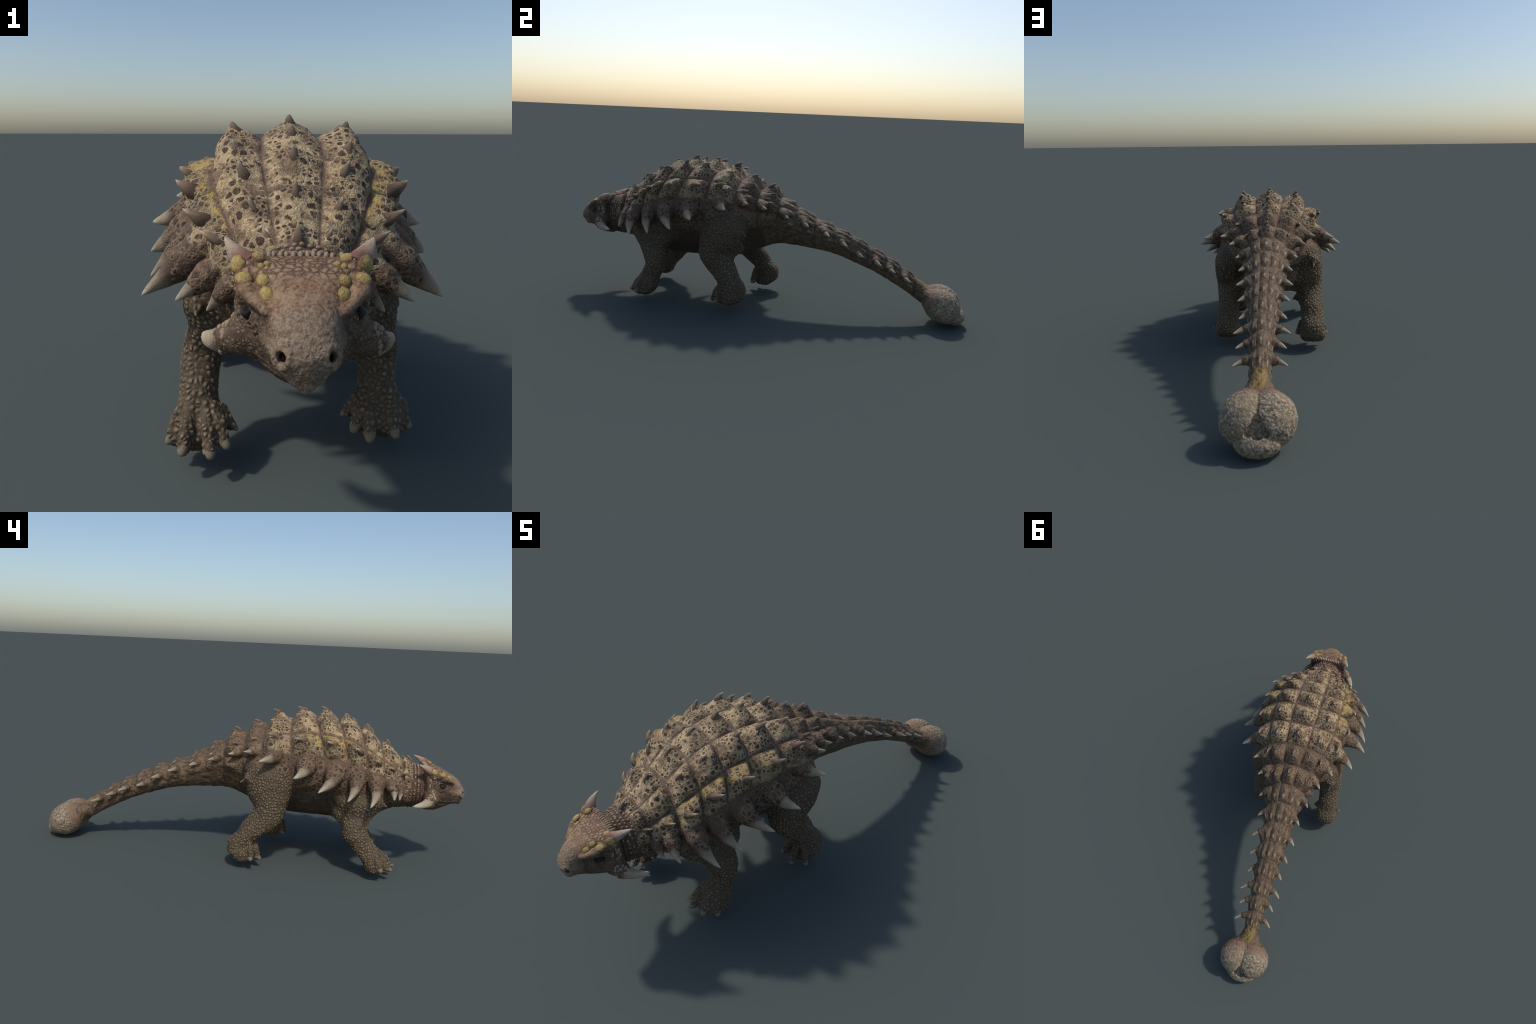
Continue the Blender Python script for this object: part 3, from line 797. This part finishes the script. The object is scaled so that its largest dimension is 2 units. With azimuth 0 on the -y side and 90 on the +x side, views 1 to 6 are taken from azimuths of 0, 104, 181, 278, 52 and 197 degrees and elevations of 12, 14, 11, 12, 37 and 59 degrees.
# ------------------------------------------------------------------ relief in the skin (real displacement)
def region_weights(P):
    """which part of the animal each skin point belongs to"""
    x, y, z = P[:, 0], P[:, 1], P[:, 2]
    o = np.argsort(y, kind='stable'); inv = np.empty_like(o); inv[o] = np.arange(len(o))
    p = P[o].astype(F32)
    ft = trunk(p[:, 0], p[:, 1], p[:, 2])
    leg = np.full(len(P), 9., F32); which = np.full(len(P), -1)
    for n, (name, (fn, lo, hi)) in enumerate(LEGS.items()):
        box = ((p > lo) & (p < hi)).all(1)
        d = fn(p[box, 0], p[box, 1], p[box, 2])
        cur = leg[box]; w = which[box]
        better = d < cur; cur[better] = d[better]; w[better] = n
        leg[box] = cur; which[box] = w
    # toes reach outside the leg section stack
    low = p[:, 2] < .16
    foot = low & (p[:, 1] < .3)
    which[foot] = np.where(p[foot, 1] < -.35, np.where(p[foot, 0] < 0, 2, 3), np.where(p[foot, 0] < 0, 0, 1))
    on_leg = (leg < ft - .004) & (p[:, 2] < .47) | foot
    which = np.where(on_leg, which, -1)
    return which[inv]

leg_id = region_weights(V)
prow, pcol, pu, pv, pin, pth = plate_coords(V[:, 0].astype(F32), V[:, 1].astype(F32), V[:, 2].astype(F32))
is_head = (V[:, 1] < -.823) | ((V[:, 1] < -.808) & (V[:, 2] > .487)) | ((V[:, 1] < -.76) & (V[:, 2] < .40) & (np.abs(V[:, 0]) > .115))
is_club = V[:, 1] - .35 * V[:, 2] > .775
on_edge_lobe = (np.abs(V[:, 0]) > .03)

def vnoise(P, scale, seed):
    """smooth value noise"""
    q = P * scale + seed * 17.3; i = np.floor(q).astype(np.int64); f = q - i; f = f*f*(3 - 2*f)
    def hsh(a, b, c):
        n = (a*374761393 + b*668265263 + c*2147483647 + seed*1274126177) & 0x7fffffff
        n = ((n ^ (n >> 13)) * 1274126177) & 0x7fffffff
        return (n ^ (n >> 16)) / 0x7fffffff
    out = 0
    for a in (0, 1):
        for b in (0, 1):
            for c in (0, 1):
                w = np.abs(1-a-f[:, 0]) * np.abs(1-b-f[:, 1]) * np.abs(1-c-f[:, 2])
                out = out + w * hsh(i[:, 0]+a, i[:, 1]+b, i[:, 2]+c)
    return out - .5

def vertex_normals(V, Q):
    d1 = V[Q[:, 2]] - V[Q[:, 0]]; d2 = V[Q[:, 3]] - V[Q[:, 1]]
    fn = np.cross(d1, d2)
    vn = np.zeros_like(V)
    for i in range(4):
        for k in range(3): vn[:, k] += np.bincount(Q[:, i], fn[:, k], len(V))
    return vn / np.maximum(np.linalg.norm(vn, axis=1), 1e-12)[:, None]

vn = vertex_normals(V, Q)
amp = np.full(len(V), .0035)
amp[is_head] = .0015; amp[leg_id >= 0] = .002; amp[is_club] = .0022
V = V + vn * (amp * (vnoise(V, 38, 1) + .6 * vnoise(V, 80, 2)))[:, None]
V = V + vn * (np.where(is_club, .0026, .0012) * vnoise(V, 150, 3))[:, None]

# leg and cheek scales: the same cell texture as in the colour, through geometry nodes
def scale_relief(V, Q, weight):
    me = bpy.data.meshes.new('tmp'); fill_mesh(me, V, Q)
    a = me.attributes.new('w', 'FLOAT', 'POINT'); a.data.foreach_set('value', weight.astype(F32))
    ob = bpy.data.objects.new('tmp', me); bpy.context.scene.collection.objects.link(ob)
    ng = bpy.data.node_groups.new('scale_relief', 'GeometryNodeTree')
    ng.interface.new_socket('Geometry', in_out='INPUT', socket_type='NodeSocketGeometry')
    ng.interface.new_socket('Geometry', in_out='OUTPUT', socket_type='NodeSocketGeometry')
    N = Nodes(ng)
    gi, go = N.n('NodeGroupInput'), N.n('NodeGroupOutput')
    pos = N.n('GeometryNodeInputPosition').outputs[0]; nor = N.n('GeometryNodeInputNormal').outputs[0]
    at = N.n('GeometryNodeInputNamedAttribute', data_type='FLOAT'); at.inputs['Name'].default_value = 'w'
    # same warp and stretch as skin_material
    nz = N.n('ShaderNodeTexNoise'); N.put(nz.inputs['Vector'], pos); nz.inputs['Scale'].default_value = 9; nz.inputs['Detail'].default_value = 2
    sb = N.n('ShaderNodeVectorMath', operation='SUBTRACT'); N.put(sb.inputs[0], nz.outputs['Color']); sb.inputs[1].default_value = (.5, .5, .5)
    sc = N.n('ShaderNodeVectorMath', operation='SCALE'); N.put(sc.inputs[0], sb.outputs[0]); sc.inputs['Scale'].default_value = .02
    ad = N.n('ShaderNodeVectorMath', operation='ADD'); N.put(ad.inputs[0], pos); N.put(ad.inputs[1], sc.outputs[0])
    mu = N.n('ShaderNodeVectorMath', operation='MULTIPLY'); N.put(mu.inputs[0], ad.outputs[0]); mu.inputs[1].default_value = (1, 1, .9)
    v = N.voronoi(mu.outputs[0], LEG_SCALE, 'DISTANCE_TO_EDGE', .85).outputs['Distance']
    h = N.math('MULTIPLY', N.math('SUBTRACT', N.ramp(v, .0, .36), .65), at.outputs[0])
    off = N.n('ShaderNodeVectorMath', operation='SCALE'); N.put(off.inputs[0], nor); N.put(off.inputs['Scale'], h)
    sp = N.n('GeometryNodeSetPosition'); ng.links.new(gi.outputs[0], sp.inputs[0]); N.put(sp.inputs['Offset'], off.outputs[0])
    ng.links.new(sp.outputs[0], go.inputs[0])
    md = ob.modifiers.new('relief', 'NODES'); md.node_group = ng
    dg = bpy.context.evaluated_depsgraph_get(); ev = ob.evaluated_get(dg); em = ev.to_mesh()
    out = np.empty(len(V)*3, F32); em.vertices.foreach_get('co', out); ev.to_mesh_clear()
    bpy.data.objects.remove(ob); bpy.data.meshes.remove(me); bpy.data.node_groups.remove(ng)
    return out.reshape(-1, 3).astype(float)

def fill_mesh(me, V, Q):
    me.vertices.add(len(V)); me.vertices.foreach_set('co', np.ascontiguousarray(V, F32).ravel())
    me.loops.add(Q.size); me.loops.foreach_set('vertex_index', np.ascontiguousarray(Q, np.int32).ravel())
    me.polygons.add(len(Q)); me.polygons.foreach_set('loop_start', np.arange(0, Q.size, 4, dtype=np.int32))
    me.update(calc_edges=True)

weight = np.where(leg_id >= 0, .0019, 0)
E_, _ = edges_of(Q)
for _ in range(6):                                  # feather the weight across the shoulder and hip
    s = np.bincount(E_[:, 0], weight[E_[:, 1]], len(V)) + np.bincount(E_[:, 1], weight[E_[:, 0]], len(V))
    c = np.bincount(E_[:, 0], minlength=len(V)) + np.bincount(E_[:, 1], minlength=len(V))
    weight = s / np.maximum(c, 1)
V = scale_relief(V, Q, weight)
vn = vertex_normals(V, Q)

# ------------------------------------------------------------------ the animal and its parts
scene = bpy.context.scene
def empty(name, parent=None):
    o = bpy.data.objects.new(name, None); scene.collection.objects.link(o); o.parent = parent; return o
animal = empty('armoured_dinosaur')
animal['label'] = 'brown armoured dinosaur with spiked back plates and tail club'
animal['category'] = 'dinosaur'

# labels per face
fc = V[Q].mean(1)
jit = .055 * np.stack([vnoise(fc, 70, 11), vnoise(fc, 70, 12)], 1) * 2
r, c, u, v, ins, th = plate_coords(fc[:, 0].astype(F32), fc[:, 1].astype(F32), fc[:, 2].astype(F32))
side = np.where(c == 0, 0, np.where(fc[:, 0] > 0, 1, -1))
leg_f = np.sort(leg_id[Q], 1)[:, 1]
head_f = is_head[Q].sum(1) >= 2
club_f = is_club[Q].sum(1) >= 2
in_plate = ins & (u + jit[:, 0] < .97) & (v + jit[:, 1] > .010) & (v + jit[:, 1] < .985) & (leg_f < 0) & ~head_f & ~club_f
# lobes that carry the flank spikes hang below the last column: give them to the edge plate
yy = fc[:, 1]
out_of_trunk = trunk(fc[:, 0].astype(F32), fc[:, 1].astype(F32), fc[:, 2].astype(F32), False) > .016
lobe = out_of_trunk & (c == 3) | (out_of_trunk & (th >= COLS[3]) & (leg_f < 0) & ~head_f & ~club_f & (fc[:, 1] > -.78) & (fc[:, 1] < .76))
lobe &= (leg_f < 0) & ~head_f & ~club_f & (fc[:, 2] > .15)
in_plate |= lobe; c = np.where(lobe, 3, c); side = np.where(lobe, np.where(fc[:, 0] > 0, 1, -1), side)

part_names = ['torso', 'neck', 'tail', 'tail_club', 'head', 'hind_leg', 'hind_leg', 'foreleg', 'foreleg']
lab = np.zeros(len(Q), int)
lab[fc[:, 1] < -.735] = 1; lab[fc[:, 1] > .02] = 2
lab[club_f] = 3; lab[head_f] = 4
for k in range(4): lab[(leg_f == k)] = 5 + k
base_part = lab.copy()
lab = np.where(in_plate, 100 + (r*4 + c)*3 + side + 1, lab)

def region_object(name, mask, mat, parent):
    q = Q[mask]
    ids, inv = np.unique(q, return_inverse=True)
    me = bpy.data.meshes.new(name); fill_mesh(me, V[ids], inv.reshape(-1, 4))
    me.polygons.foreach_set('use_smooth', np.ones(len(q), bool))
    me.normals_split_custom_set_from_vertices([tuple(n) for n in vn[ids]])
    me.materials.append(mat)
    o = bpy.data.objects.new(name, me); scene.collection.objects.link(o); o.parent = parent
    return o

mats = [M_HIDE, M_NECK, M_TAIL, M_CLUB, M_HEAD, M_LEG, M_LEG, M_LEG, M_LEG]
PART = {}
for i, nm in enumerate(part_names):
    if i == 0:
        # dorsal hide between the plates is paler than the belly hide: two materials, one mesh
        o = region_object(nm, lab == 0, M_HIDE, animal)
        o.data.materials.append(M_GROOVE)
        sel = (th[lab == 0] < 1.5) & (yy[lab == 0] < .1)
        o.data.polygons.foreach_set('material_index', sel.astype(np.int32))
    else:
        o = region_object(nm, lab == i, mats[i], animal)
    PART[i] = o
OWNER = {'hind_right': PART[5], 'hind_left': PART[6], 'fore_right': PART[7], 'fore_left': PART[8]}
order = np.argsort(lab, kind='stable'); ls = lab[order]
for code in np.unique(ls[ls >= 100]):
    idx = order[np.searchsorted(ls, code):np.searchsorted(ls, code, side='right')]
    if len(idx) < 30: continue
    rr, cc = divmod((code - 100)//3, 4)
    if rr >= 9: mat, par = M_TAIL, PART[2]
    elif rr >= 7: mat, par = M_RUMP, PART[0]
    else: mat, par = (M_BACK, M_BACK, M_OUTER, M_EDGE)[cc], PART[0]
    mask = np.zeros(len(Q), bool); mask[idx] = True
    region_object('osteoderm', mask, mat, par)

# ------------------------------------------------------------------ horns, claws, scales
def tube_mesh(name, profile, bendx, segs=14, rings=18):
    """unit horn: root at the origin, tip near z = 1, bending towards +x"""
    vs, fs = [], []
    for i in range(rings):
        t = i / (rings - 1)
        rad = profile(t)
        cx = bendx * (t*t - t) * 4 * .25
        for s in range(segs):
            a = 2*math.pi*s/segs
            rip = 1 + .05*math.sin(3*a + 5*t) * (1 - t)
            vs.append((cx + rad*rip*math.cos(a), rad*rip*math.sin(a), t))
    for i in range(rings - 1):
        for s in range(segs):
            fs.append((i*segs+s, i*segs+(s+1) % segs, (i+1)*segs+(s+1) % segs, (i+1)*segs+s))
    fs.append(tuple(range((rings-1)*segs, rings*segs)))
    me = bpy.data.meshes.new(name); me.from_pydata(vs, [], fs)
    me.polygons.foreach_set('use_smooth', [True]*len(me.polygons)); me.update()
    return me

def swept_horn(name, root, bend, tip, radius, mat, parent, segs=16, rings=18, blunt=.74, flare=0.):
    """horn along its own bent spine; stored in a local frame with z 0..1 from root to tip"""
    root, bend, tip = map(np.asarray, (root, bend, tip))
    axis = Vector(tip - root); L = axis.length
    rot = axis.to_track_quat('Z', 'X').to_matrix()
    ri = np.array(rot.transposed())
    def loc(p): return ri @ (p - root) / L
    vs, fs = [], []
    prev = None
    ph = random.uniform(0, 6.28)
    for i in range(rings):
        t = i / (rings - 1)
        p = loc(bezier(root, bend, tip, t)); q = loc(bezier(root, bend, tip, min(1, t + .02))); q0 = loc(bezier(root, bend, tip, max(0, t - .02)))
        d = q - q0; d /= np.linalg.norm(d)
        a = np.cross((0, 1, 0), d); a /= np.linalg.norm(a); b = np.cross(d, a)
        rad = radius / L * ((1 - t)**blunt + flare * (1 - t)**5) + .0007/L
        for s in range(segs):
            g = 2*math.pi*s/segs
            k = rad * (1 + .06*math.sin(3*g + ph + 4*t) + random.uniform(-.02, .02))
            vs.append(tuple(p + k*(math.cos(g)*a + math.sin(g)*b)))
    for i in range(rings - 1):
        for s in range(segs):
            fs.append((i*segs+s, i*segs+(s+1) % segs, (i+1)*segs+(s+1) % segs, (i+1)*segs+s))
    fs.append(tuple(range((rings-1)*segs, rings*segs)))
    me = bpy.data.meshes.new(name); me.from_pydata(vs, [], fs)
    me.polygons.foreach_set('use_smooth', [True]*len(me.polygons)); me.materials.append(mat); me.update()
    o = bpy.data.objects.new(name, me); scene.collection.objects.link(o); o.parent = parent
    o.matrix_world = Matrix.Translation(root) @ rot.to_4x4() @ Matrix.Scale(L, 4)
    return o

for root, bend, tip, rad, kind in SPIKES:
    if kind in ('crown', 'cheek'):
        swept_horn('horn', root, bend, tip, rad, M_CROWN if kind == 'crown' else M_CHEEK, PART[4], blunt=.8 if kind == 'crown' else .6)
    elif kind == 'shoulder':
        swept_horn('spike', root, bend, tip, rad, M_SPIKE, PART[7] if tip[0] < 0 else PART[8])
    elif kind == 'spur':
        swept_horn('spike', root, bend, tip, rad, M_OSPIKE, PART[5] if tip[0] < 0 else PART[6])
    elif kind == 'back':
        par = PART[0] if tip[1] < .02 else PART[2]
        swept_horn('spike', root, bend, tip, rad, M_OSPIKE if abs(tip[0]) > .137 or tip[1] > -.3 and abs(tip[0]) > .1 else M_SPIKE, par, blunt=.90, flare=.0)
    else:
        swept_horn('spike', root, bend, tip, rad, M_HORN, PART[0] if tip[1] < .02 else PART[2])

claw_mesh = None
def claw(base, tip, rad, parent):
    base, tip = np.asarray(base), np.asarray(tip)
    bend = (base + tip)/2 + np.array((0, 0, .006))
    o = swept_horn('claw', base - (tip - base)*.25, bend, tip, rad, M_CLAW, parent, 12, 12, blunt=.36)
for base, tip, rad, own in CLAWS:
    claw(base, tip, rad, OWNER[own])

def dome_mesh(name, mat):
    """a plump scale: half-sunk pillow of unit size, slightly keeled"""
    vs, fs = [], []; R, S = 8, 16
    for i in range(R):
        a = math.pi * (i + .5) / R
        for s in range(S):
            g = 2*math.pi*s/S
            cx, cy, cz = math.sin(a)*math.cos(g), math.sin(a)*math.sin(g), math.cos(a)
            e = lambda q: math.copysign(abs(q)**.85, q)
            vs.append((e(cx), e(cy), e(cz) * (1 + .25*(1 - abs(cx)))))
    for i in range(R - 1):
        for s in range(S):
            fs.append((i*S+s, (i+1)*S+s, (i+1)*S+(s+1) % S, i*S+(s+1) % S))
    fs.append(tuple(range(S))); fs.append(tuple(reversed(range((R-1)*S, R*S))))
    me = bpy.data.meshes.new(name); me.from_pydata(vs, [], fs)
    me.polygons.foreach_set('use_smooth', [True]*len(me.polygons)); me.materials.append(mat); me.update()
    return me

from mathutils.kdtree import KDTree
sel = np.nonzero(V[:, 1] < -.66)[0]
tree = KDTree(len(sel))
for i in sel: tree.insert(V[i], int(i))
tree.balance()
def on_skin(p):
    co, i, d = tree.find(Vector(p)); return np.array(co), vn[i]

def place(me, name, p, along, size, parent, sink=.25):
    co, n = on_skin(p)
    n = Vector(n); a = Vector(along); a = (a - n*a.dot(n)).normalized(); b = n.cross(a)
    M = Matrix((a, b, n)).transposed().to_4x4()
    o = bpy.data.objects.new(name, me); scene.collection.objects.link(o); o.parent = parent
    o.matrix_world = Matrix.Translation(Vector(co) - n*size[2]*sink) @ M @ Matrix.Diagonal((*size, 1))
    return o

brow = dome_mesh('brow_scale', M_BROW); bead = dome_mesh('neck_scale', M_BEAD); rim = dome_mesh('crown_scale', M_BEAD)
BROWS = [((.100,-.846,.478),(.018,.013,.0075)),((.092,-.884,.470),(.017,.012,.0065)),((.066,-.898,.470),(.013,.0095,.006)),
         ((.060,-.922,.452),(.015,.010,.0065)),((.070,-.846,.490),(.013,.010,.0055)),((.055,-.862,.488),(.007,.005,.004)),((.064,-.870,.486),(.007,.005,.004))]
for s in (1, -1):
    for p, sz in BROWS:
        place(brow, 'brow_scale', mirrored(p, s), (s*.35, 1, .3), (sz[0]*1.22, sz[1]*1.22, sz[2]*1.45), PART[4], .58)
for i in range(13):
    x = -.064 + .01067*i
    place(rim, 'crown_scale', (x, -.822 + .5*x*x, .50), (0, 1, -.1), (.0095, .0042, .0055), PART[4], .1)
# rows of beads round the neck
for row, y in enumerate((-.808, -.795, -.781, -.766)):
    for k in range(-16, 17):
        a = k * .125 + (.06 if row % 2 else 0)
        if abs(a) > 1.9 or abs(a) > 1.0 and random.random() < .4: continue
        R = .13
        p = (math.sin(a)*R*.9, y + .012*abs(a) + random.uniform(-.002, .002), .385 + math.cos(a)*R*.85)
        q = random.uniform(.85, 1.15) * (1 - .12*abs(a))
        place(bead, 'neck_scale', p, (1, 0, 0), (.0050*q, .0036*q, .0030*q), PART[1], .3)
# pale pebbles on the cheek and behind the brow
for s in (1, -1):
    for i in range(60):
        y, z = random.uniform(-.872, -.826), random.uniform(.325, .462)
        if math.hypot(y + .852, z - .350) < .016 or y < -.86 and z > .39: continue
        q = random.uniform(.6, 1.25)
        place(bead, 'cheek_scale', (s*.13, y, z), (0, random.uniform(.2, 1), 1), (.0046*q, .0036*q, .0026*q), PART[4], .3)
eye_me = dome_mesh('eye', M_EYE); nos = dome_mesh('nostril', M_NOSTRIL)
for s in (1, -1):
    for nm, me, p, rr in (('eye', eye_me, (EYE[0] + .001, EYE[1] + .002, EYE[2]), .0115), ('nostril', nos, (.0300, -.978, .374), .0075)):
        o = bpy.data.objects.new(nm, me); scene.collection.objects.link(o); o.parent = PART[4]
        o.matrix_world = Matrix.Translation(mirrored(p, s)) @ Matrix.Diagonal((rr, rr * (1.25 if nm == 'eye' else 1), rr * (.85 if nm == 'eye' else 1), 1))

print('objects', len(bpy.data.objects))
